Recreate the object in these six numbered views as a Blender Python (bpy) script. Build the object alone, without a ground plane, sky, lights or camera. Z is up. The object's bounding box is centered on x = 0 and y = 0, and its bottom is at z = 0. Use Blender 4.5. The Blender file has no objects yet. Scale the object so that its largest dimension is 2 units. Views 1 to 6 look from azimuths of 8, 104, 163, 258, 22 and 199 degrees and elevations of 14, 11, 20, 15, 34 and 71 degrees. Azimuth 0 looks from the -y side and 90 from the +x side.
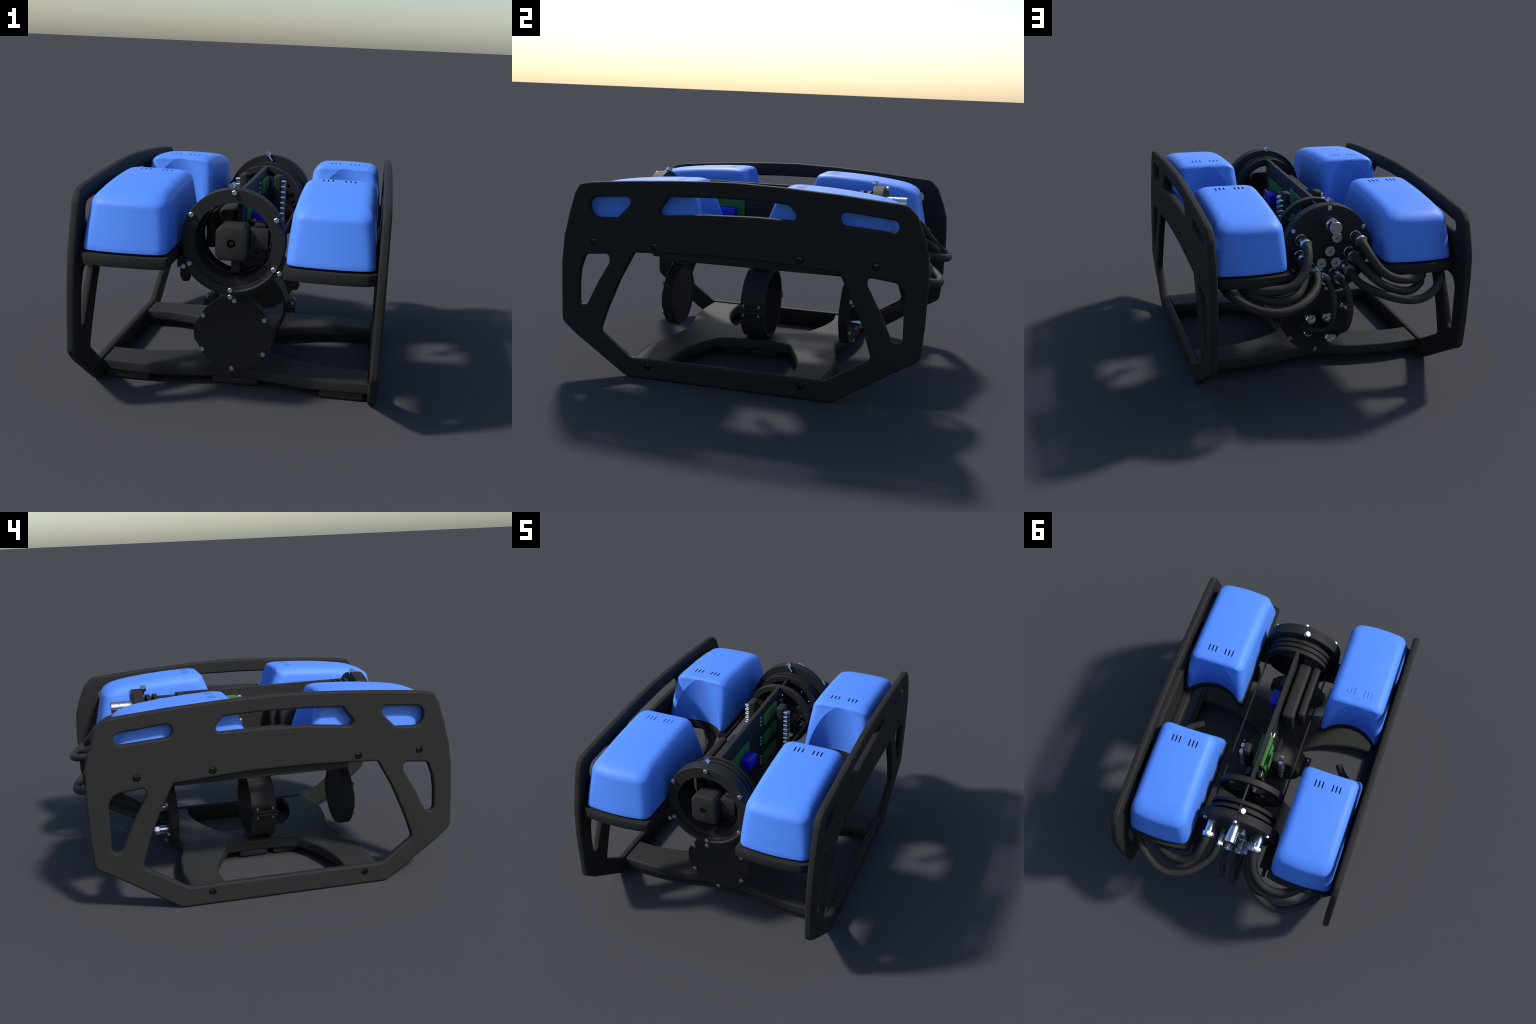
import bpy, bmesh, math
from mathutils import Vector, Matrix

# ------------------------------------------------------------------ basics
COL = bpy.context.scene.collection
PI = math.pi
ROOT = bpy.data.objects.new("underwater_vehicle", None)
ROOT["label"] = "black framed underwater robot with four blue float covers"
ROOT["category"] = "underwater robot"
COL.objects.link(ROOT)


def add(name, mesh, parent=None, mats=(), loc=None, rot=None):
    o = bpy.data.objects.new(name, mesh)
    COL.objects.link(o)
    o.parent = parent or ROOT
    if loc is not None:
        o.location = loc
    if rot is not None:
        o.rotation_euler = rot
    if len(mesh.materials) == 0:
        for m in mats:
            mesh.materials.append(m)
    return o


def finish(bm, name, sharp=32.0):
    """smooth shading, with edges steeper than `sharp` degrees kept crisp"""
    bmesh.ops.recalc_face_normals(bm, faces=bm.faces)
    lim = math.radians(sharp)
    for f in bm.faces:
        f.smooth = True
    for e in bm.edges:
        e.smooth = not (len(e.link_faces) == 2 and e.calc_face_angle(0) > lim)
    me = bpy.data.meshes.new(name)
    bm.to_mesh(me)
    bm.free()
    return me


def resharp(me, sharp=32.0, flat_axis=None):
    bm = bmesh.new()
    bm.from_mesh(me)
    lim = math.radians(sharp)
    bm.normal_update()
    for f in bm.faces:
        f.smooth = flat_axis is None or abs(f.normal[flat_axis]) < 0.9995
    for e in bm.edges:
        e.smooth = not (len(e.link_faces) == 2 and (e.calc_face_angle(0) > lim or
                        e.link_faces[0].material_index != e.link_faces[1].material_index))
    bm.to_mesh(me)
    bm.free()


# --------------------------------------------------------------- materials
def material(name, col, rough=0.5, metal=0.0, grain=0.0, grain_scale=60.0, bump=0.0,
             spec=0.5, coat=0.0):
    m = bpy.data.materials.new(name)
    m.use_nodes = True
    nt = m.node_tree
    b = nt.nodes["Principled BSDF"]
    b.inputs["Roughness"].default_value = rough
    b.inputs["Metallic"].default_value = metal
    b.inputs["Specular IOR Level"].default_value = spec
    b.inputs["Coat Weight"].default_value = coat
    tc = nt.nodes.new("ShaderNodeTexCoord")
    nz = nt.nodes.new("ShaderNodeTexNoise")
    nz.inputs["Scale"].default_value = grain_scale
    nz.inputs["Detail"].default_value = 3.0
    nt.links.new(tc.outputs["Object"], nz.inputs["Vector"])
    ramp = nt.nodes.new("ShaderNodeValToRGB")
    lo = [c * (1 - grain) for c in col] + [1]
    hi = [min(1, c * (1 + grain)) for c in col] + [1]
    ramp.color_ramp.elements[0].position = 0.3
    ramp.color_ramp.elements[0].color = lo
    ramp.color_ramp.elements[1].position = 0.7
    ramp.color_ramp.elements[1].color = hi
    nt.links.new(nz.outputs["Fac"], ramp.inputs["Fac"])
    nt.links.new(ramp.outputs["Color"], b.inputs["Base Color"])
    if bump:
        bp = nt.nodes.new("ShaderNodeBump")
        bp.inputs["Strength"].default_value = bump
        bp.inputs["Distance"].default_value = 0.002
        nt.links.new(nz.outputs["Fac"], bp.inputs["Height"])
        nt.links.new(bp.outputs["Normal"], b.inputs["Normal"])
    return m


BLACK = material("black_plastic", (0.0255, 0.0250, 0.0243), 0.6, grain=0.05, grain_scale=90, spec=0.2)
FRAME = material("black_frame_board", (0.0238, 0.0234, 0.0228), 0.65, grain=0.04, grain_scale=120, spec=0.12)
ANOD = material("black_anodised_metal", (0.024, 0.024, 0.024), 0.6, grain=0.05, spec=0.12)
SKID_MAT = material("black_skid_plastic", (0.0295, 0.0288, 0.0280), 0.62, grain=0.05, grain_scale=90, spec=0.14)
RUBBER = material("black_cable_rubber", (0.033, 0.0325, 0.032), 0.6, grain=0.05, spec=0.12)
SCREW = material("black_screw_steel", (0.004, 0.004, 0.004), 0.25, spec=0.5)
BLUE_CUT = material("blue_float_plastic_scoop", (0.096, 0.272, 0.92), 0.5, grain=0.012, grain_scale=14, spec=0.25)
BLUE = material("blue_float_plastic", (0.096, 0.272, 0.92), 0.5, grain=0.012, grain_scale=14, spec=0.25)
SLOT = material("vent_slot_painted_shade", (0.016, 0.036, 0.12), 0.7)  # float blue darkened to navy: shade inside the hollow vents painted on shallow cuts
STEEL = material("bright_steel", (0.72, 0.75, 0.80), 0.22, metal=1.0, grain=0.03)
BOLT = material("bolt_steel", (0.50, 0.51, 0.53), 0.38, metal=1.0, grain=0.03)
GREEN = material("green_circuit_board", (0.050, 0.175, 0.042), 0.5, grain=0.08, grain_scale=70, spec=0.15)
DEEPBLUE = material("blue_plug_block", (0.008, 0.008, 0.52), 0.4)
GLASSY = material("glossy_black_part", (0.012, 0.013, 0.015), 0.25, spec=0.5)
PIN = material("pale_solder_pad", (0.62, 0.64, 0.78), 0.4, metal=0.2)


# ------------------------------------------------------------ mesh makers
def box_bm(bm, lo, hi, bevel=0.0, seg=2, mat=0):
    r = bmesh.ops.create_cube(bm, size=1.0)
    vs = r["verts"]
    for v in vs:
        v.co = Vector([lo[i] + (v.co[i] + 0.5) * (hi[i] - lo[i]) for i in range(3)])
    fs = {f for v in vs for f in v.link_faces}
    for f in fs:
        f.material_index = mat
    if bevel:
        es = {e for v in vs for e in v.link_edges}
        bmesh.ops.bevel(bm, geom=list(es), offset=bevel, segments=seg, profile=0.5, affect='EDGES')


def box(name, lo, hi, bevel=0.0, seg=2, parent=None, mat=None):
    bm = bmesh.new()
    box_bm(bm, lo, hi, bevel, seg)
    return add(name, finish(bm, name, 40), parent, (mat or BLACK,))


def cyl_bm(bm, p0, p1, r0, r1=None, n=24, cap=True):
    p0, p1 = Vector(p0), Vector(p1)
    d = p1 - p0
    q = d.to_track_quat('Z', 'Y').to_matrix().to_4x4()
    M = Matrix.Translation((p0 + p1) / 2) @ q
    bmesh.ops.create_cone(bm, cap_ends=cap, cap_tris=False, segments=n, radius1=r0,
                          radius2=r0 if r1 is None else r1, depth=d.length, matrix=M)


def lathe_bm(bm, prof, centre, n=72, a0=0.0, a1=2 * PI, closed=True, bumps=None):
    """revolve a closed (radius, y) profile about an axis along y through centre=(x,z)"""
    full = abs(a1 - a0 - 2 * PI) < 1e-6
    rings = []
    cnt = n if full else n + 1
    for i in range(cnt):
        a = a0 + (a1 - a0) * i / n
        k = bumps(a) if bumps else 0.0
        ring = []
        for r, y in prof:
            rr = r + (k if bumps and r > bumps.base else 0.0)
            ring.append(bm.verts.new((centre[0] + rr * math.cos(a), y, centre[1] + rr * math.sin(a))))
        rings.append(ring)
    m = len(prof)
    for i in range(n):
        A, B = rings[i], rings[(i + 1) % cnt]
        for j in range(m if closed else m - 1):
            k = (j + 1) % m
            try:
                bm.faces.new((A[j], A[k], B[k], B[j]))
            except ValueError:
                pass
    if not full and closed:
        bm.faces.new(rings[0])
        bm.faces.new(rings[-1][::-1])
    bmesh.ops.remove_doubles(bm, verts=bm.verts, dist=1e-6)


class SideLugs:
    """outline of an end cap: low rounded lugs to the left and right"""
    def __init__(self, base, height, half):
        self.base, self.h, self.half = base, height, half

    def __call__(self, a):
        d = min(abs((a + PI) % (2 * PI) - PI), abs((a % (2 * PI)) - PI))
        t = (self.half - d) / 0.07
        return self.h * max(0.0, min(1.0, t))


def hexhead(name, r, h, n=6):
    bm = bmesh.new()
    bmesh.ops.create_cone(bm, cap_ends=True, segments=n, radius1=r, radius2=r, depth=h,
                          matrix=Matrix.Translation((0, 0, h / 2)))
    top = [e for e in bm.edges if all(abs(v.co.z - h) < 1e-6 for v in e.verts)]
    bmesh.ops.bevel(bm, geom=top, offset=r * 0.14, segments=1, affect='EDGES')
    return finish(bm, name, 20)


HEX = hexhead("hex_bolt_head", 0.0130, 0.014)
HEX.materials.append(BOLT)
HEX_SMALL = hexhead("small_bolt_head", 0.0085, 0.014)
HEX_SMALL.materials.append(BOLT)
ROT_FRONT = (PI / 2, 0, 0)      # local z -> -y
ROT_REAR = (-PI / 2, 0, 0)      # local z -> +y


def fillet(pts, seg=6):
    """polygon [(a, b, radius)] -> list of points with rounded corners"""
    out = []
    n = len(pts)
    for i in range(n):
        p = Vector(pts[i][:2])
        r = pts[i][2] if len(pts[i]) > 2 else 0.0
        a = Vector(pts[i - 1][:2]) - p
        b = Vector(pts[(i + 1) % n][:2]) - p
        la, lb = a.length, b.length
        a.normalize(); b.normalize()
        ang = math.acos(max(-1, min(1, a.dot(b))))
        if r <= 0 or ang > PI - 0.02:
            out.append(p)
            continue
        t = min(r / math.tan(ang / 2), 0.49 * la, 0.49 * lb)
        rr = t * math.tan(ang / 2)
        c = p + (a + b).normalized() * (rr / math.sin(ang / 2))
        s, e = p + a * t, p + b * t
        s0 = math.atan2(s.y - c.y, s.x - c.x)
        e0 = math.atan2(e.y - c.y, e.x - c.x)
        d = (e0 - s0 + PI) % (2 * PI) - PI
        for k in range(seg + 1):
            w = s0 + d * k / seg
            out.append(Vector((c.x + rr * math.cos(w), c.y + rr * math.sin(w))))
    return out


def area(P):
    return 0.5 * sum(P[i - 1].x * P[i].y - P[i].x * P[i - 1].y for i in range(len(P)))


def slab(outer, holes, half, bevel, name, res=3):
    """flat board with holes: filled 2D curve, extruded and edge-rounded; returns a mesh in (u, v, w)"""
    cu = bpy.data.curves.new(name, 'CURVE')
    cu.dimensions = '2D'
    cu.fill_mode = 'BOTH'
    cu.extrude = half - bevel
    cu.bevel_depth = bevel
    cu.bevel_resolution = res
    cu.offset = -bevel
    loops = [(outer, 1)] + [(h, -1) for h in holes]
    for L, sgn in loops:
        L = [Vector(p) for p in L]
        if area(L) * sgn < 0:
            L.reverse()
        sp = cu.splines.new('POLY')
        sp.points.add(len(L) - 1)
        for q, p in zip(sp.points, L):
            q.co = (p.x, p.y, 0, 1)
        sp.use_cyclic_u = True
    o = bpy.data.objects.new(name, cu)
    COL.objects.link(o)
    dg = bpy.context.evaluated_depsgraph_get()
    me = bpy.data.meshes.new_from_object(o.evaluated_get(dg))
    bpy.data.objects.remove(o)
    bm = bmesh.new()
    bm.from_mesh(me)
    bmesh.ops.remove_doubles(bm, verts=bm.verts, dist=1e-5)
    bmesh.ops.recalc_face_normals(bm, faces=bm.faces)
    bm.to_mesh(me)
    bm.free()
    me.materials.clear()
    return me


def remap(me, fn, flip=False):
    for v in me.vertices:
        v.co = fn(v.co)
    bm = bmesh.new()
    bm.from_mesh(me)
    bmesh.ops.recalc_face_normals(bm, faces=bm.faces)
    bm.to_mesh(me)
    bm.free()


def boolean(o, cutter, op='DIFFERENCE'):
    md = o.modifiers.new("cut", 'BOOLEAN')
    md.operation = op
    md.solver = 'EXACT'
    md.object = cutter
    md.material_mode = 'TRANSFER'
    dg = bpy.context.evaluated_depsgraph_get()
    dg.update()
    me = bpy.data.meshes.new_from_object(o.evaluated_get(dg))
    o.modifiers.clear()
    o.data = me
    bpy.data.objects.remove(cutter)


def tmp(bm, mats=()):
    bmesh.ops.recalc_face_normals(bm, faces=bm.faces)
    me = bpy.data.meshes.new("cutter")
    bm.to_mesh(me)
    bm.free()
    for m in mats:
        me.materials.append(m)
    o = bpy.data.objects.new("cutter", me)
    COL.objects.link(o)
    return o


def catmull(P, n=10):
    P = [Vector(p) for p in P]
    out = []
    for i in range(len(P) - 1):
        p0 = P[max(i - 1, 0)]; p1 = P[i]; p2 = P[i + 1]; p3 = P[min(i + 2, len(P) - 1)]
        for k in range(n):
            t = k / n
            out.append(0.5 * ((2 * p1) + (p2 - p0) * t + (2 * p0 - 5 * p1 + 4 * p2 - p3) * t * t
                              + (3 * p1 - p0 - 3 * p2 + p3) * t ** 3))
    out.append(P[-1])
    return out


def hose(name, pts, r, parent=None, mat=None, n=14, res=7):
    path = catmull(pts, res)
    bm = bmesh.new()
    rings = []
    nrm = None
    for i, p in enumerate(path):
        t = (path[min(i + 1, len(path) - 1)] - path[max(i - 1, 0)]).normalized()
        if nrm is None:
            nrm = t.orthogonal().normalized()
        nrm = (nrm - t * nrm.dot(t)).normalized()
        bi = t.cross(nrm)
        rings.append([bm.verts.new(p + r * (math.cos(2 * PI * k / n) * nrm + math.sin(2 * PI * k / n) * bi))
                      for k in range(n)])
    for A, B in zip(rings[:-1], rings[1:]):
        for k in range(n):
            bm.faces.new((A[k], A[(k + 1) % n], B[(k + 1) % n], B[k]))
    bm.faces.new(rings[0][::-1])
    bm.faces.new(rings[-1])
    return add(name, finish(bm, name, 50), parent, (mat or RUBBER,))


# ============================================================ side panels
X_OUT, X_IN = 0.7165, 0.6755
OUTLINE = [(-0.38, 1.070), (-0.592, 1.056), (-0.82, 1.037), (-0.895, 1.022, .035), (-0.924, 0.972, .05),
           (-0.958, 0.855), (-0.986, 0.736), (-1.000, 0.60), (-1.001, 0.498), (-0.999, 0.272, .05),
           (-0.92, 0.204), (-0.622, 0.0, .06), (-0.3, 0.0), (0.2, 0.0), (0.505, 0.0, .06), (0.765, 0.168),
           (0.85, 0.222), (0.93, 0.268, .06), (0.941, 0.45), (0.943, 0.66), (0.934, 0.80), (0.91, 0.880),
           (0.868, 0.982, .07), (0.818, 1.032, .06), (0.5, 1.059), (0.206, 1.076), (-0.039, 1.083), (-0.19, 1.079)]
HOLES = [
    # front grip, long grip, rear grip
    [(-0.612, 0.974, .035), (-0.838, 0.955, .045), (-0.835, 0.850, .05), (-0.680, 0.858, .03), (-0.606, 0.935, .03)],
    [(0.236, 0.992, .03), (0.07, 0.999), (-0.15, 0.997), (-0.392, 0.987, .012), (-0.450, 0.906, .022),
     (-0.432, 0.885, .018), (-0.2, 0.909), (0.07, 0.918), (0.268, 0.914, .028), (0.278, 0.945, .03)],
    [(0.785, 0.951, .032), (0.494, 0.980, .035), (0.496, 0.912, .035), (0.782, 0.893, .032)],
    # front and rear triangular windows
    [(-0.725, 0.662, .025), (-0.862, 0.648, .03), (-0.890, 0.571), (-0.899, 0.493), (-0.899, 0.372, .03),
     (-0.853, 0.376, .02), (-0.786, 0.512), (-0.725, 0.614, .02)],
    [(0.80, 0.647, .05), (0.648, 0.664, .03), (0.645, 0.622, .025), (0.706, 0.515), (0.733, 0.466), (0.790, 0.340, .03),
     (0.838, 0.344, .035), (0.8345, 0.49), (0.835, 0.60, .06)],
    # main window
    [(0.507, 0.672, .015), (0.27, 0.687), (0.083, 0.697), (-0.19, 0.697), (-0.411, 0.689), (-0.582, 0.680, .02),
     (-0.663, 0.528), (-0.724, 0.382), (-0.741, 0.338), (-0.775, 0.236, .025), (-0.60, 0.108, .06), (-0.39, 0.108),
     (0.10, 0.108), (0.46, 0.108, .07), (0.689, 0.250, .03), (0.637, 0.409), (0.591, 0.510)],
]
SCREWS = [(0.687, 0.722), (0.304, 0.722), (-0.471, 0.722), (-0.812, 0.722), (0.341, 0.069), (-0.497, 0.069)]
DIMPLES = [(-0.036, 0.865, .0055), (-0.078, 0.876, .0055), (-0.122, 0.868, .007), (-0.041, 0.834, .0055),
           (-0.118, 0.834, .0055), (-0.075, 0.800, .003), (-0.590, 0.849, .003), (-0.550, 0.806, .003),
           (-0.633, 0.808, .003)]

screw_bm = bmesh.new()
lathe_bm(screw_bm, [(0.0, 0.0), (0.0198, 0.0), (0.0198, 0.012), (0.0165, 0.017), (0.0085, 0.0185), (0.0085, 0.013), (0.0, 0.013)],
         (0, 0), n=18, closed=False)
SCREW_ME = finish(screw_bm, "button_screw", 25)
SCREW_ME.materials.append(SCREW)

panel_me = slab(fillet(OUTLINE), [fillet(h) for h in HOLES], (X_OUT - X_IN) / 2, 0.0125, "side_panel")
for sx in (1, -1):
    me = panel_me.copy()
    remap(me, lambda c: Vector((sx * (c.z + (X_OUT + X_IN) / 2), c.x, c.y)))
    p = add("side_panel", me, None, (FRAME,))
    bm = bmesh.new()
    for y, z in SCREWS:
        cyl_bm(bm, (sx * 0.60, y, z), (sx * 0.76, y, z), 0.0203, n=24)
    for y, z, r in DIMPLES:
        cyl_bm(bm, (sx * (X_OUT - 0.003), y, z), (sx * 0.76, y, z), r, n=10)
    boolean(p, tmp(bm))
    resharp(p.data, 30, 0)
    for y, z in SCREWS:
        add("screw", SCREW_ME, p, loc=(sx * (X_OUT - 0.0195), y, z), rot=(0, 0, -sx * PI / 2))

# =================================================== plates and blue floats
CY = -0.070                      # the frame is mirrored front to back about this y
TX, TR = 0.467, 0.215            # thruster clearance: vertical cylinder


def plate_outline():
    pts = [(0.262, -0.964, .004), (0.33, -0.979), (0.40, -0.985), (0.50, -0.987), (0.58, -0.983), (0.635, -0.972, .02), (0.675, -0.945, .01),
           (0.675, -0.196, 0), (0.64, -0.200, 0)]
    a0 = math.acos((0.628 - TX) / TR)
    a1 = PI - math.acos((TX - 0.305) / TR)
    for k in range(19):
        a = a0 + (a1 - a0) * k / 18
        pts.append((TX + TR * math.cos(a), CY - TR * math.sin(a)))
    pts += [(0.298, -0.2115), (0.262, -0.2125)]
    return fillet(pts, 5)


plate_me = slab(plate_outline(), [], 0.0255, 0.0025, "mounting_plate", 1)


def top_z(y):
    K = [(-1.0, .998), (-0.90, 1.009), (-0.86, 1.0145), (-0.82, 1.020), (-0.76, 1.0285), (-0.70, 1.0365), (-0.60, 1.0470), (-0.50, 1.0540),
         (-0.38, 1.0590), (-0.29, 1.058), (-0.15, 1.052)]
    if y <= K[0][0]:
        return K[0][1]
    for (a, za), (b, zb) in zip(K[:-1], K[1:]):
        if y <= b:
            return za + (zb - za) * (y - a) / (b - a)
    return K[-1][1]


def rrect(x0, x1, y0, y1, r0, r1, ns=6, nx=14, ny=34):
    """rounded rectangle with corner radius r0 at the y0 end and r1 at the y1 end.
    Points are (x, y, e): e = -1 on the y0 end, 0 on the long sides, +1 on the y1 end"""
    P = []
    def arc(cx, cy, r, a, ea, eb):
        for k in range(ns + 1):
            w = a + PI / 2 * k / ns
            P.append((cx + r * math.cos(w), cy + r * math.sin(w), ea + (eb - ea) * k / ns))
    def line(p, q, n, e):
        for k in range(1, n):
            P.append((p[0] + (q[0] - p[0]) * k / n, p[1] + (q[1] - p[1]) * k / n, e))
    arc(x0 + r0, y0 + r0, r0, PI, 0, -1)
    line((x0 + r0, y0), (x1 - r0, y0), nx, -1)
    arc(x1 - r0, y0 + r0, r0, -PI / 2, -1, 0)
    line((x1, y0 + r0), (x1, y1 - r1), ny, 0)
    arc(x1 - r1, y1 - r1, r1, 0, 0, 1)
    line((x1 - r1, y1), (x0 + r1, y1), nx, 1)
    arc(x0 + r1, y1 - r1, r1, PI / 2, 1, 0)
    line((x0, y1 - r1), (x0, y0 + r0), ny, 0)
    return P


# shoulder radius: outer end (and how far it runs in), long sides, inner end
R_END, RUN_END, R_SIDE, R_INNER = 0.056, 0.090, 0.062, 0.028


def float_mesh():
    bm = bmesh.new()
    zb = 0.757
    # (height fraction, lip inset, shoulder angle): drafted wall, then rounded shoulder
    loops = [(0.0, 0.005, 0.0), (0.012, 0.0012, 0.0)] + [(0.03 + 0.97 * k / 9, 0.0, 0.0) for k in range(0, 10)]
    loops += [(1.0, 0.0, PI / 2 * k / 8) for k in range(1, 9)]
    prev = None
    for f, lip, a in loops:
        c = 1 - math.cos(a)
        dx = 0.021 * f ** 1.6 + lip + R_SIDE * c
        dxi = 0.012 * f ** 1.8 + lip + R_SIDE * c
        dyf = 0.044 * f + lip + RUN_END * c
        dyr = 0.094 * f ** 1.15 + lip + R_INNER * c
        x0, x1, y0, y1 = 0.2705 + dxi, 0.665 - dx, -0.942 + dyf, -0.206 - dyr
        r0 = 0.040 + 0.010 * f + 0.006 * c
        r1 = 0.030 + 0.010 * f + 0.006 * c
        ring = []
        for x, y, e in rrect(x0, x1, y0, y1, r0, r1):
            # the outer end bows gently outwards
            y -= 0.020 * (1 - ((x - 0.5 * (x0 + x1)) / (0.5 * (x1 - x0))) ** 2) * max(0.0, min(1.0, (-0.70 - y) / 0.2))
            rr = R_SIDE + ((R_END - R_SIDE) * -e if e < 0 else (R_INNER - R_SIDE) * e)
            z = zb + f * (top_z(y) - rr - zb) + rr * math.sin(a)
            ring.append(bm.verts.new((x, y, z)))
        if prev:
            n = len(ring)
            for i in range(n):
                bm.faces.new((prev[i], prev[(i + 1) % n], ring[(i + 1) % n], ring[i]))
        else:
            bm.faces.new(ring[::-1])
        prev = ring
    # top: draw the loop in towards a centre line
    cx = 0.4677
    cur = prev
    for t in (0.75, 0.5, 0.25, 0.0):
        ring = []
        for v in prev:
            x = cx + (v.co.x - cx) * t
            y = -0.60 + (v.co.y + 0.60) * (0.80 + 0.20 * t)
            ring.append(bm.verts.new((x, y, top_z(y) + 0.004 * (1 - t * t))))
        n = len(ring)
        for i in range(n):
            bm.faces.new((cur[i], cur[(i + 1) % n], ring[(i + 1) % n], ring[i]))
        cur = ring
    bmesh.ops.remove_doubles(bm, verts=bm.verts, dist=2e-4)
    return finish(bm, "float_cover", 40)


def mirrored(me, sx, front):
    m = me.copy()
    remap(m, lambda c: Vector((sx * c.x, c.y if front else 2 * CY - c.y, c.z)))
    return m


float_me = float_mesh()
float_me.materials.append(BLUE)
SLOTS_X = [0.382, 0.405, 0.428, 0.491, 0.514, 0.537]
for sx in (1, -1):
    for front in (True, False):
        m = plate_me.copy()
        remap(m, lambda c: Vector((c.x, c.y, c.z + 0.7225)))
        m = mirrored(m, sx, front)
        resharp(m, 28, 2)
        plate = add("mounting_plate", m, None, (FRAME,))
        fm = mirrored(float_me, sx, front)
        o = add("float_cover", fm, plate, (BLUE,))
        bm = bmesh.new()
        cyl_bm(bm, (sx * TX, CY, 0.657), (sx * TX, CY, 1.157), TR + 0.001, TR + 0.026, n=72)
        boolean(o, tmp(bm, (BLUE_CUT,)))
        bm = bmesh.new()
        shallow = (sx < 0 and front)
        for x in SLOTS_X:
            ya, yb = (-0.416, -0.373)
            if not front:
                ya, yb = 2 * CY - yb, 2 * CY - ya
            zt = top_z(-0.395)
            box_bm(bm, (sx * x - 0.0038, ya, zt - (0.0005 if shallow else 0.010)), (sx * x + 0.0038, yb, zt + 0.05))
        boolean(o, tmp(bm, (BLUE if shallow else SLOT,)))
        resharp(o.data, 30)
    # rail under the plates, along the inside of the panel
    box("inner_rail", (min(sx * .622, sx * .676), -0.432, 0.648), (max(sx * .622, sx * .676), 0.545, 0.708), 0.009, 3, None, BLACK)

# ================================================== bottom skid and ballast
SKID = [(-0.675, -0.586), (-0.53, -0.594), (-0.40, -0.592), (-0.25, -0.572), (-0.12, -0.543), (0.0, -0.533)]
SKID = SKID + [(-x, y) for x, y in SKID[-2::-1]]
REAR = [(0.675, 0.442), (0.52, 0.456), (0.40, 0.455), (0.24, 0.438), (0.12, 0.408), (0.0, 0.392)]
REAR = REAR + [(-x, y) for x, y in REAR[-2::-1]]


def smooth2(P, n=5):
    return [Vector((q.x, q.y)) for q in catmull([(p[0], p[1], 0) for p in P], n)]


CUT_F = [(0.675, -0.400), (0.54, -0.402), (0.43, -0.388), (0.33, -0.362), (0.24, -0.326), (0.155, -0.275)]
CUT_R = [(0.128, 0.140), (0.22, 0.183), (0.32, 0.223), (0.42, 0.252), (0.54, 0.270), (0.675, 0.260)]


def skid_outline(inset, end):
    """one closed outline: front edge, right window, rear edge, left window"""
    right = smooth2(CUT_F) + smooth2([(0.155, -0.275), (0.124, -0.17), (0.113, -0.02), (0.128, 0.140)], 6)[1:-1] + smooth2(CUT_R)
    front = smooth2(SKID)
    rear = smooth2(REAR)
    P = front + right + rear + [Vector((-p.x, p.y)) for p in reversed(right)]
    out = []
    n = len(P)
    # inset towards the inside
    for i, p in enumerate(P):
        a, b = P[i - 1], P[(i + 1) % n]
        t = (b - a)
        if t.length < 1e-6:
            continue
        t.normalize()
        q = p + Vector((-t.y, t.x)) * inset
        q.x = max(-end, min(end, q.x))
        out.append(q)
    # drop duplicates
    res = [out[0]]
    for q in out[1:]:
        if (q - res[-1]).length > 1e-4:
            res.append(q)
    return res


body = slab(skid_outline(0.0, 0.675), [], 0.0310, 0.013, "bottom_skid", 4)
remap(body, lambda c: Vector((c.x, c.y, c.z + 0.0705)))
resharp(body, 40, 2)
skid = add("bottom_skid", body, None, (SKID_MAT,))
for x0, x1, y0, y1 in [(-.658, -.433, -.580, -.425), (.433, .658, -.580, -.425), (-.12, .12, -.522, -.36),
                       (-.105, .105, -.292, -.138), (-.105, .105, -.104, .068)]:
    box("ballast_weight", (x0, y0, 0.001), (x1, y1, 0.044), 0.011, 3, skid, BLACK)

# ======================================================= main enclosure ends
ZC = 0.800


def bolts(n_ang, rad, y, zc, front, parent, mesh=HEX):
    for a in n_ang:
        w = math.radians(a)
        add("bolt", mesh, parent, loc=(rad * math.cos(w), y, zc + rad * math.sin(w)),
            rot=ROT_FRONT if front else ROT_REAR)


# front ring: flange, three seal ribs, open bore
bm = bmesh.new()
prof = [(0.182, -0.742), (0.242, -0.742), (0.2455, -0.738), (0.2455, -0.674), (0.201, -0.672)]
for ya, yb in ((-0.652, -0.632), (-0.615, -0.597), (-0.581, -0.562)):
    prof += [(0.201, ya), (0.2115, ya), (0.2115, yb), (0.201, yb)]
prof[-1] = (0.2115, -0.562)
prof += [(0.180, -0.562), (0.180, -0.69), (0.182, -0.695)]
lathe_bm(bm, prof, (0, ZC), n=72)
front = add("front_ring", finish(bm, "front_ring", 30), None, (ANOD,))
bolts((30, 90, 150), 0.230, -0.741, ZC, True, front)
# inner sleeve seen through the opening
bm = bmesh.new()
lathe_bm(bm, [(0.168, -0.655), (0.1755, -0.655), (0.1755, -0.565), (0.168, -0.565)], (0, ZC), n=64)
add("dome_sleeve", finish(bm, "dome_sleeve", 30), front, (BLACK,))
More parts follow.
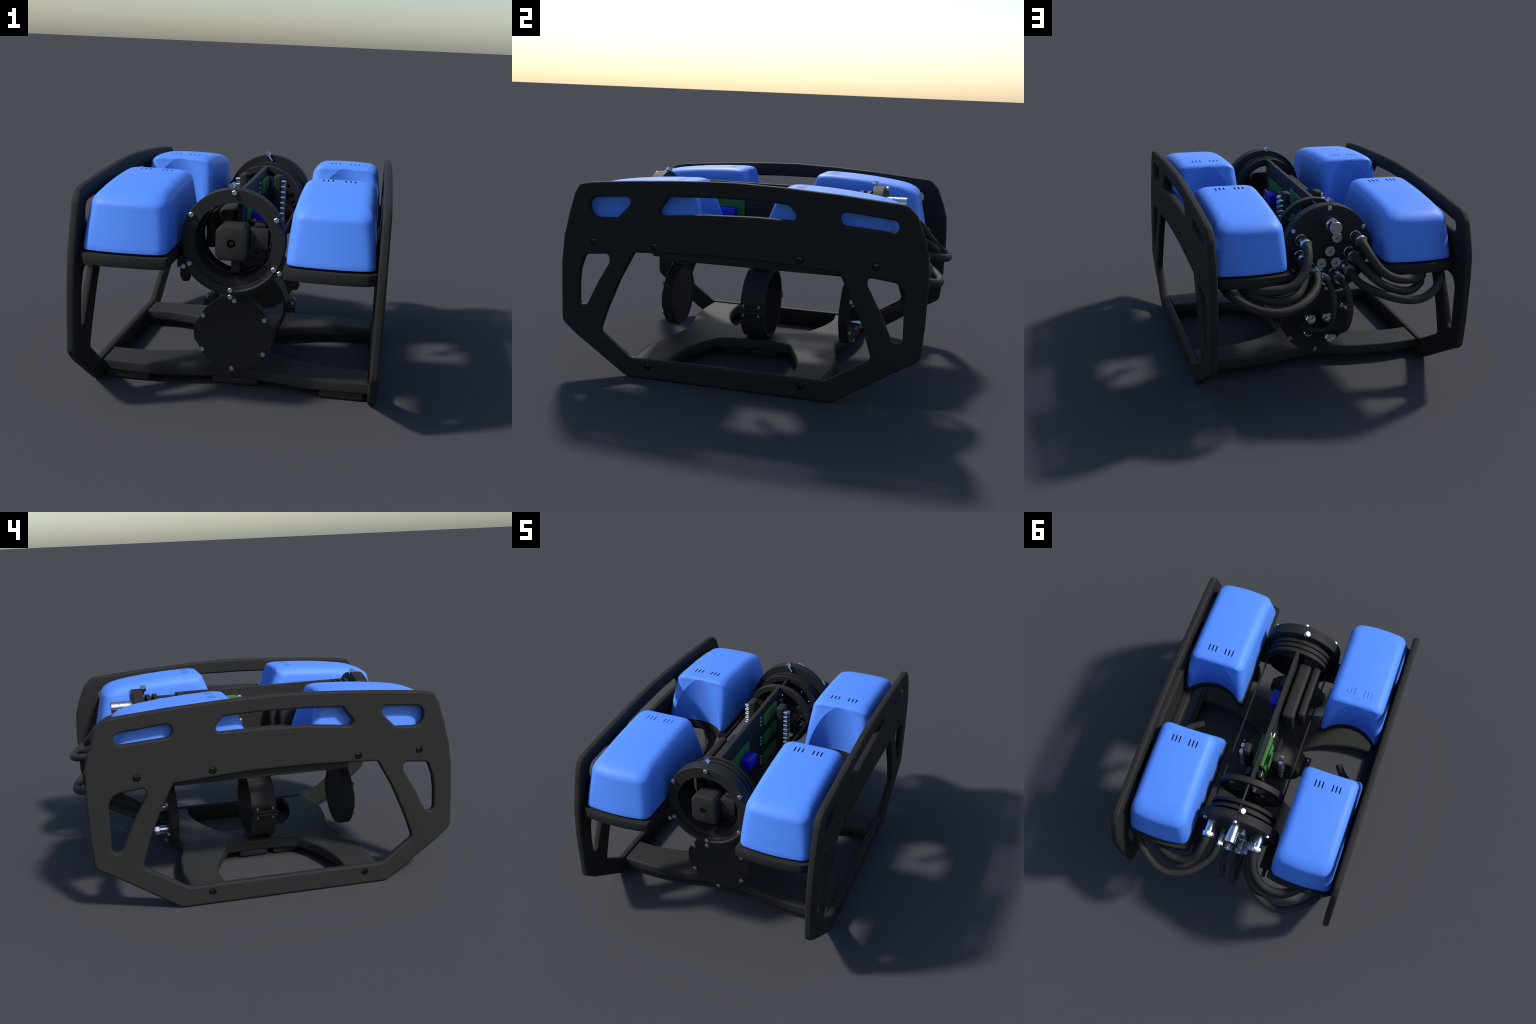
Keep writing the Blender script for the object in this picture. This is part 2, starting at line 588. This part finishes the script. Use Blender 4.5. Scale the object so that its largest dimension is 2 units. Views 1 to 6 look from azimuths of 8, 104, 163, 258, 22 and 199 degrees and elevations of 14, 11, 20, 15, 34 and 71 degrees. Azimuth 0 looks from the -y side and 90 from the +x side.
# lower cradle with bead and bolt lugs
bm = bmesh.new()
A0, A1 = math.radians(-156), math.radians(-24)
lathe_bm(bm, [(0.214, -0.757), (0.252, -0.757), (0.258, -0.751), (0.258, -0.690), (0.2465, -0.690), (0.2475, -0.7425), (0.214, -0.7425)],
         (0, ZC), n=44, a0=A0, a1=A1)
for a in (-30, -90, -150):
    w = math.radians(a)
    c = (0.258 * math.cos(w), ZC + 0.258 * math.sin(w))
    cyl_bm(bm, (c[0], -0.7575, c[1]), (c[0], -0.70, c[1]), 0.019, n=20)
cradle = add("front_cradle", finish(bm, "front_cradle", 30), front, (BLACK,))
bm = bmesh.new()
lathe_bm(bm, [(0.238 + 0.0085 * math.cos(t), -0.757 + 0.0085 * math.sin(t)) for t in [2 * PI * k / 10 for k in range(10)]],
         (0, ZC), n=44, a0=A0, a1=A1)
add("cradle_bead", finish(bm, "cradle_bead", 40), cradle, (BLACK,))
bolts((-30, -90, -150), 0.230, -0.7565, ZC, True, cradle)
bolts((-30, -90, -150), 0.262, -0.7575, ZC, True, cradle)

# rear cap: flange with side lugs, two seal ribs, closing disc
bm = bmesh.new()
prof = [(0.0, 0.6245), (0.243, 0.6245), (0.2465, 0.621), (0.2465, 0.568), (0.186, 0.568), (0.186, 0.545), (0.2105, 0.545),
        (0.2105, 0.524), (0.186, 0.524), (0.186, 0.504), (0.2105, 0.504), (0.2105, 0.483), (0.176, 0.483), (0.176, 0.56), (0.0, 0.56)]
lathe_bm(bm, prof, (0, ZC), n=96, closed=False, bumps=SideLugs(0.24, 0.011, 0.34))
rear = add("rear_end_cap", finish(bm, "rear_end_cap", 30), None, (ANOD,))
bolts((30, 90, 150, -30, -90, -150), 0.230, 0.624, ZC, False, rear)
# rear cradle below the flange
bm = bmesh.new()
lathe_bm(bm, [(0.2475, 0.565), (0.262, 0.565), (0.262, 0.618), (0.2475, 0.618)], (0, ZC), n=44, a0=A0, a1=A1)
add("rear_cradle", finish(bm, "rear_cradle", 30), rear, (BLACK,))
# hanging feet beside the front cradle
for sx in (1, -1):
    bm = bmesh.new()
    box_bm(bm, (min(sx * .251, sx * .297), -0.528, 0.550), (max(sx * .251, sx * .297), -0.470, 0.699), 0.004, 1)
    cyl_bm(bm, (sx * 0.274, -0.4995, 0.552), (sx * 0.274, -0.4995, 0.526), 0.029, 0.019, n=8)
    add("plate_foot", finish(bm, "plate_foot", 30), None, (BLACK,))

# webs that tie the cradles to the plates
for sx in (1, -1):
    for y0, y1, yp in ((-0.722, -0.584, None), (0.600, 0.772, 0.822)):
        bm = bmesh.new()
        box_bm(bm, (min(sx * .196, sx * .268), y0, 0.652), (max(sx * .196, sx * .268), y1, 0.6955), 0.003, 1)
        if yp:
            box_bm(bm, (min(sx * .221, sx * .243), y1 - 0.01, 0.656), (max(sx * .221, sx * .243), yp, 0.690), 0.003, 1)
        add("cradle_web", finish(bm, "cradle_web", 30), None, (BLACK,))

# vent plugs on top of the two flanges (hex head leaning to the left)
for y in (-0.682, 0.560):
    bm = bmesh.new()
    cyl_bm(bm, (0.004, y, 1.012), (-0.020, y, 1.046), 0.0072, n=14)
    cyl_bm(bm, (-0.0165, y, 1.0415), (-0.0185, y, 1.044), 0.017, n=20)
    cyl_bm(bm, (-0.0185, y, 1.0445), (-0.030, y, 1.061), 0.0185, n=6)
    add("vent_plug", finish(bm, "vent_plug", 25), front if y < 0 else rear, (STEEL,))

# glands, plugs and the round connector on the rear face
YF = 0.6245


def gland(x, z, r=0.030, y1=0.735, parent=rear):
    bm = bmesh.new()
    cyl_bm(bm, (x, YF, z), (x, YF + 0.012, z), r * 1.06, n=24)
    cyl_bm(bm, (x, YF + 0.012, z), (x, y1 - 0.034, z), r, n=24)
    cyl_bm(bm, (x, y1 - 0.034, z), (x, y1 - 0.030, z), r * 0.86, n=24)
    cyl_bm(bm, (x, y1 - 0.030, z), (x, y1 - 0.012, z), r * 1.2, n=6)
    cyl_bm(bm, (x, y1 - 0.012, z), (x, y1, z), r * 1.1, r * 0.98, n=24)
    return add("cable_gland", finish(bm, "cable_gland", 25), parent, (STEEL,))


GL = {"a": (0.156, 0.864), "b": (0.160, 0.774), "c": (0.098, 0.702), "d": (0.040, 0.659)}
for k, (x, z) in GL.items():
    for sx in (1, -1):
        if k == "b" and sx < 0:      # this one sits closer to the middle on the left side
            x, z = 0.124, 0.774
        gland(sx * x, z, 0.030 if k in "ab" else 0.028, 0.735 if k != "b" else 0.715)
for x, z in [(-0.043, 0.868), (-0.006, 0.793), (0.0405, 0.727), (-0.0425, 0.726)]:
    bm = bmesh.new()
    lathe_bm(bm, [(0.0, YF + .012), (0.009, YF + .012), (0.0095, YF + .034), (0.028, YF + .034), (0.0305, YF + .031), (0.0305, YF + .018),
                  (0.024, YF + .014), (0.024, YF)], (x, z), n=8, closed=False)
    plug = add("blanking_plug", finish(bm, "blanking_plug", 22), rear, (BOLT,))
bm = bmesh.new()
lathe_bm(bm, [(0.0, .746), (0.033, .746), (0.0345, .743), (0.0345, .702), (0.0315, .700), (0.0315, .697), (0.0355, .695), (0.0355, .689),
              (0.0325, .687), (0.0325, .683), (0.035, .681), (0.035, .672), (0.033, .670), (0.033, YF)], (-0.001, 0.953), n=32, closed=False)
add("round_connector", finish(bm, "round_connector", 25), rear, (STEEL,))
# shallow spot faces around unused holes
for x, z in [(0.105, 0.90), (-0.075, 0.925), (0.055, 0.86), (-0.085, 0.80), (0.09, 0.79)]:
    bm = bmesh.new()
    lathe_bm(bm, [(0.020, YF - .001), (0.0225, YF + .0012), (0.025, YF - .001)], (x, z), n=24, closed=False)
    add("spot_face", finish(bm, "spot_face", 50), rear, (ANOD,))
# nuts on the inside of the cap
for x, z in [(0.156, .864), (-.156, .864), (.160, .774), (-.124, .774), (.098, .702), (-.098, .702), (.04, .659), (-.04, .659),
             (0, .953), (-.043, .868), (0.09, .92), (-.09, .92)]:
    k = 0.92 if abs(x) > .15 else 1
    bm = bmesh.new()
    lathe_bm(bm, [(0.011, .545), (0.011, .510), (0.0145, .506), (0.017, .510), (0.017, .540), (0.029, .541), (0.029, .5605)], (x * k, ZC + (z - ZC) * k),
             n=12, closed=False)
    add("inner_nut", finish(bm, "inner_nut", 30), rear, (GLASSY,))

# ================================================================= cables
for sx in (1, -1):
    a = [(.156, .715, .864), (.158, .765, .850), (.176, .820, .808), (.208, .855, .758), (.248, .880, .722), (.300, .891, .699), (.370, .884, .686),
         (.440, .850, .678), (.492, .798, .672), (.545, .62, .666), (.595, .35, .662), (.600, .14, .660)]
    a += [(.568, .036, .652), (.473, -.034, .650)] if sx > 0 else [(.545, .060, .675), (.500, .016, .672), (.464, -.034, .670)]
    hose("cable", [(sx * x, y, z) for x, y, z in a], 0.0238)
    b = [(.160, .690, .774), (.166, .750, .762), (.186, .815, .724), (.230, .877, .676), (.275, .911, .654), (.338, .909, .640), (.400, .884, .638),
         (.452, .850, .646), (.495, .79, .650), (.51, .62, .650), (.52, .42, .655)]
    if sx < 0:
        b = [(.124, .690, .774), (.126, .745, .772), (.142, .802, .750), (.163, .850, .720), (.196, .888, .690), (.248, .911, .663), (.325, .906, .634),
             (.383, .886, .622), (.440, .850, .628), (.488, .79, .640), (.51, .62, .650), (.52, .42, .655)]
    hose("cable", [(sx * x, y, z) for x, y, z in b], 0.0225)
    c = [(.098, .715, .702), (.103, .770, .685), (.122, .820, .662), (.163, .875, .645), (.220, .929, .629), (.290, .964, .614), (.358, .9772, .607),
         (.430, .966, .610), (.513, .918, .628), (.575, .858, .658), (.600, .79, .668), (.605, .60, .668), (.60, .42, .668)]
    hose("cable", [(sx * x, y, z) for x, y, z in c], 0.0225)
hose("thin_cable", [(.039, .715, .659), (.039, .775, .655), (.037, .832, .628), (.036, .868, .575), (.041, .872, .505), (.046, .845, .445), (.054, .800, .396),
                    (.074, .765, .378), (.082, .70, .352), (.080, .640, .325), (.076, .59, .310)], 0.0155)
hose("thin_cable", [(-.041, .715, .659), (-.040, .785, .657), (-.040, .852, .636), (-.043, .890, .580), (-.042, .893, .505), (-.044, .842, .420),
                    (-.042, .765, .369), (-.042, .70, .335), (-.047, .640, .308), (-.052, .59, .298)], 0.0175)

# ============================================================ battery ends
ZB = 0.307
for front_cap in (True, False):
    s = -1 if front_cap else 1
    yo, yi = (-0.628, -0.565) if front_cap else (0.482, 0.428)
    bm = bmesh.new()
    rec = 0.004 if front_cap else 0.013
    prof = [(0.0, yo), (0.184, yo), (0.187, yo - s * .003), (0.187, yi + s * .004), (0.185, yi), (0.178, yi), (0.176, yi + s * rec), (0.0, yi + s * rec)]
    lathe_bm(bm, prof, (0, ZB), n=80, closed=False, bumps=SideLugs(0.18, 0.0115, 0.33))
    cap = add("battery_end_cap", finish(bm, "battery_end_cap", 30), None, (ANOD,))
    bolts((30, 90, 150, 210, 270, 330), 0.175, yo, ZB, front_cap, cap)
    if not front_cap:
        for x, z in ((0.076, 0.306), (-0.052, 0.295)):
            bm = bmesh.new()
            lathe_bm(bm, [(0.029, yo - .001), (0.029, .535), (0.026, .540), (0.026, .600), (0.022, .608), (0.0, .608)], (x, z), n=20, closed=False)
            add("hose_collar", finish(bm, "hose_collar", 25), cap, (ANOD,))
        for x, z, r, y1 in [(0.050, 0.353, 0.0310, 0.556), (-0.049, 0.355, 0.0310, 0.556), (0.058, 0.262, 0.0255, 0.540), (-0.072, 0.226, 0.0325, 0.560)]:
            bm = bmesh.new()
            cyl_bm(bm, (x, yo, z), (x, y1 - 0.03, z), r * 0.98, n=20)
            add("gland_body", finish(bm, "gland_body", 25), cap, (STEEL,))
            bm = bmesh.new()
            lathe_bm(bm, [(r * .96, y1 - .031), (r * 1.06, y1 - .026), (r * 1.06, y1 - .006), (r * .92, y1), (r * .55, y1), (r * .45, y1 - .007), (0.0, y1 - .004)],
                     (x, z), n=6 if r < .025 else 8, closed=False)
            add("gland_nut", finish(bm, "gland_nut", 22), cap, (STEEL,))

# band clamp that held the battery tube, with bolted ears
bm = bmesh.new()
lathe_bm(bm, [(0.192, -0.142), (0.207, -0.142), (0.207, 0.002), (0.192, 0.002)], (0, ZB), n=18, a0=PI / 18, a1=2 * PI + PI / 18)
clamp = add("band_clamp", finish(bm, "band_clamp", 15), None, (BLACK,))
for sx in (1, -1):
    for z0, z1 in ((0.288, 0.3055), (0.3085, 0.326)):
        box("clamp_ear", (min(sx * .200, sx * .2535), -0.140, z0), (max(sx * .200, sx * .2535), 0.000, z1), 0.004, 2, clamp, BLACK)
    for y in (-0.114, -0.024):
        add("bolt", HEX_SMALL, clamp, loc=(sx * 0.234, y, 0.3265))
        bm = bmesh.new()
        cyl_bm(bm, (sx * 0.234, y, 0.272), (sx * 0.234, y, 0.2885), 0.0058, n=12)
        add("bolt_end", finish(bm, "bolt_end", 30), clamp, (BOLT,))
# short post carrying the clamp from the main cradle
box("clamp_saddle", (-0.05, -0.12, 0.505), (0.05, -0.02, 0.60), 0.006, 2, clamp, BLACK)

# ======================================================== electronics tray
tray = box("tray_plate", (-0.012, -0.566, 0.612), (0.012, 0.334, 1.0125), 0.003, 1, None, BLACK)
box("power_module", (-0.107, -0.545, 0.700), (-0.022, -0.150, 0.917), 0.022, 4, tray, BLACK)
box("power_module", (-0.168, -0.550, 0.715), (-0.116, -0.195, 0.907), 0.018, 4, tray, BLACK)
for sx in (1, -1):
    def bx(name, x0, x1, y0, y1, z0, z1, bev, mat, seg=2):
        return box(name, (min(sx * x0, sx * x1), y0, z0), (max(sx * x0, sx * x1), y1, z1), bev, seg, tray, mat)
    for zc in (0.936, 0.797, 0.658):
        bx("speed_controller", .012, .034, .022, .230, zc - .036, zc + .036, .007, GREEN)
        for dz in (-.025, 0, .025):
            bx("solder_pad", .0095, .016, -.003, .014, zc + dz - .006, zc + dz + .006, .002, PIN, 1)
    if sx < 0:
        bx("speed_controller", .036, .050, .060, .230, .860, .930, .006, GREEN)
    bx("terminal_block", .072, .118, .112, .180, .672, .992, .012, BLACK, 3)
    for col, (py, off) in enumerate(((.128, 0.0), (.165, .015))):
        for k in range(9):
            z = .956 - .030 * k - off
            bm = bmesh.new()
            cyl_bm(bm, (sx * .117, py, z), (sx * .140, py, z), .0125, .0115, n=10)
            add("terminal_screw", finish(bm, "terminal_screw", 30), tray, (STEEL,))
    bx("capacitor", .020, .052, .250, .305, .885, .965, .010, GLASSY, 3)
    # long side rails of the tray
    bx("tray_rail", .199, .208, -.560, .490, .786, .812, .002, BLACK, 1)
box("circuit_board", (0.0105, -0.470, 0.800), (0.0225, -0.190, 0.915), 0.003, 1, tray, GREEN)
box("plug_block", (0.023, -0.335, 0.797), (0.085, -0.232, 0.867), 0.009, 3, tray, DEEPBLUE)
box("header_strip", (0.023, -0.45, 0.80), (0.06, -0.37, 0.845), 0.004, 2, tray, GLASSY)
bm = bmesh.new()
cyl_bm(bm, (-0.034, 0.024, 0.962), (-0.034, -0.004, 0.962), .0052, n=12)
add("standoff", finish(bm, "standoff", 30), tray, (STEEL,))
# spoked ring at the rear of the tray
bm = bmesh.new()
lathe_bm(bm, [(0.178, 0.332), (0.2105, 0.332), (0.2105, 0.368), (0.178, 0.368)], (0, ZC), n=64)
add("tray_ring", finish(bm, "tray_ring", 30), tray, (BLACK,))
bm = bmesh.new()
for a in (28, 152, 208, 332):
    w = math.radians(a)
    d = Vector((math.cos(w), 0, math.sin(w)))
    t = Vector((-math.sin(w), 0, math.cos(w)))
    r = bmesh.ops.create_cube(bm, size=1.0)
    for v in r["verts"]:
        c = v.co.copy()
        v.co = Vector((0, 0.350, ZC)) + d * (0.10 + c.x * 0.165) + t * (c.z * 0.030) + Vector((0, c.y * 0.030, 0))
cyl_bm(bm, (0, .334, ZC), (0, .366, ZC), 0.045, n=24)
box_bm(bm, (-0.012, 0.335, 0.62), (0.012, 0.365, 0.985))
add("ring_spokes", finish(bm, "ring_spokes", 30), tray, (BLACK,))
for x, z in [(0.006, 0.992), (0.085, 0.70), (-0.085, 0.70), (-0.006, 0.62)]:
    bm = bmesh.new()
    cyl_bm(bm, (x, .36, z), (x, .56, z), .0075, n=12)
    add("tie_rod", finish(bm, "tie_rod", 30), tray, (BLACK,))

# ================================================== tilting camera in front
bm = bmesh.new()
P = fillet([(-0.076, 0.740), (-0.055, 0.717), (0.060, 0.717, .006), (0.076, 0.735, .006), (0.076, 0.868, .006), (0.056, 0.888, .006), (-0.044, 0.888), (-0.076, 0.856)], 2)
lvl = [(-0.690, 0.004), (-0.694, 0.0), (-0.780, 0.0), (-0.789, 0.004), (-0.793, 0.012)]
prev = None
for y, ins in lvl:
    ring = [bm.verts.new((p.x * (1 - ins / .076), y, ZC + (p.y - ZC) * (1 - ins / .082))) for p in P]
    if prev:
        for i in range(len(ring)):
            bm.faces.new((prev[i], prev[(i + 1) % len(ring)], ring[(i + 1) % len(ring)], ring[i]))
    else:
        bm.faces.new(ring)
    prev = ring
bm.faces.new(prev[::-1])
cam = add("camera", finish(bm, "camera", 30), None, (BLACK,))
bm = bmesh.new()
cyl_bm(bm, (0, -0.75, ZC), (0, -0.82, ZC), 0.0225, n=6)
boolean(cam, tmp(bm, (BLACK,)))
resharp(cam.data, 30)
bm = bmesh.new()
bmesh.ops.create_uvsphere(bm, u_segments=20, v_segments=12, radius=0.016, matrix=Matrix.Translation((0, -0.772, ZC)))
add("lens", finish(bm, "lens", 60), cam, (BLACK,))
box("tilt_servo", (0.079, -0.742, 0.772), (0.165, -0.640, 0.868), 0.004, 2, cam, BLACK)
box("servo_cap", (0.095, -0.715, 0.866), (0.150, -0.645, 0.892), 0.008, 2, cam, BLACK)
box("servo_lug", (0.095, -0.71, 0.750), (0.135, -0.65, 0.774), 0.004, 1, cam, BLACK)
box("camera_stalk", (-0.014, -0.69, 0.640), (0.030, -0.60, 0.717), 0.004, 1, cam, BLACK)
box("camera_shelf", (0.010, -0.66, 0.672), (0.140, -0.600, 0.712), 0.004, 1, cam, BLACK)
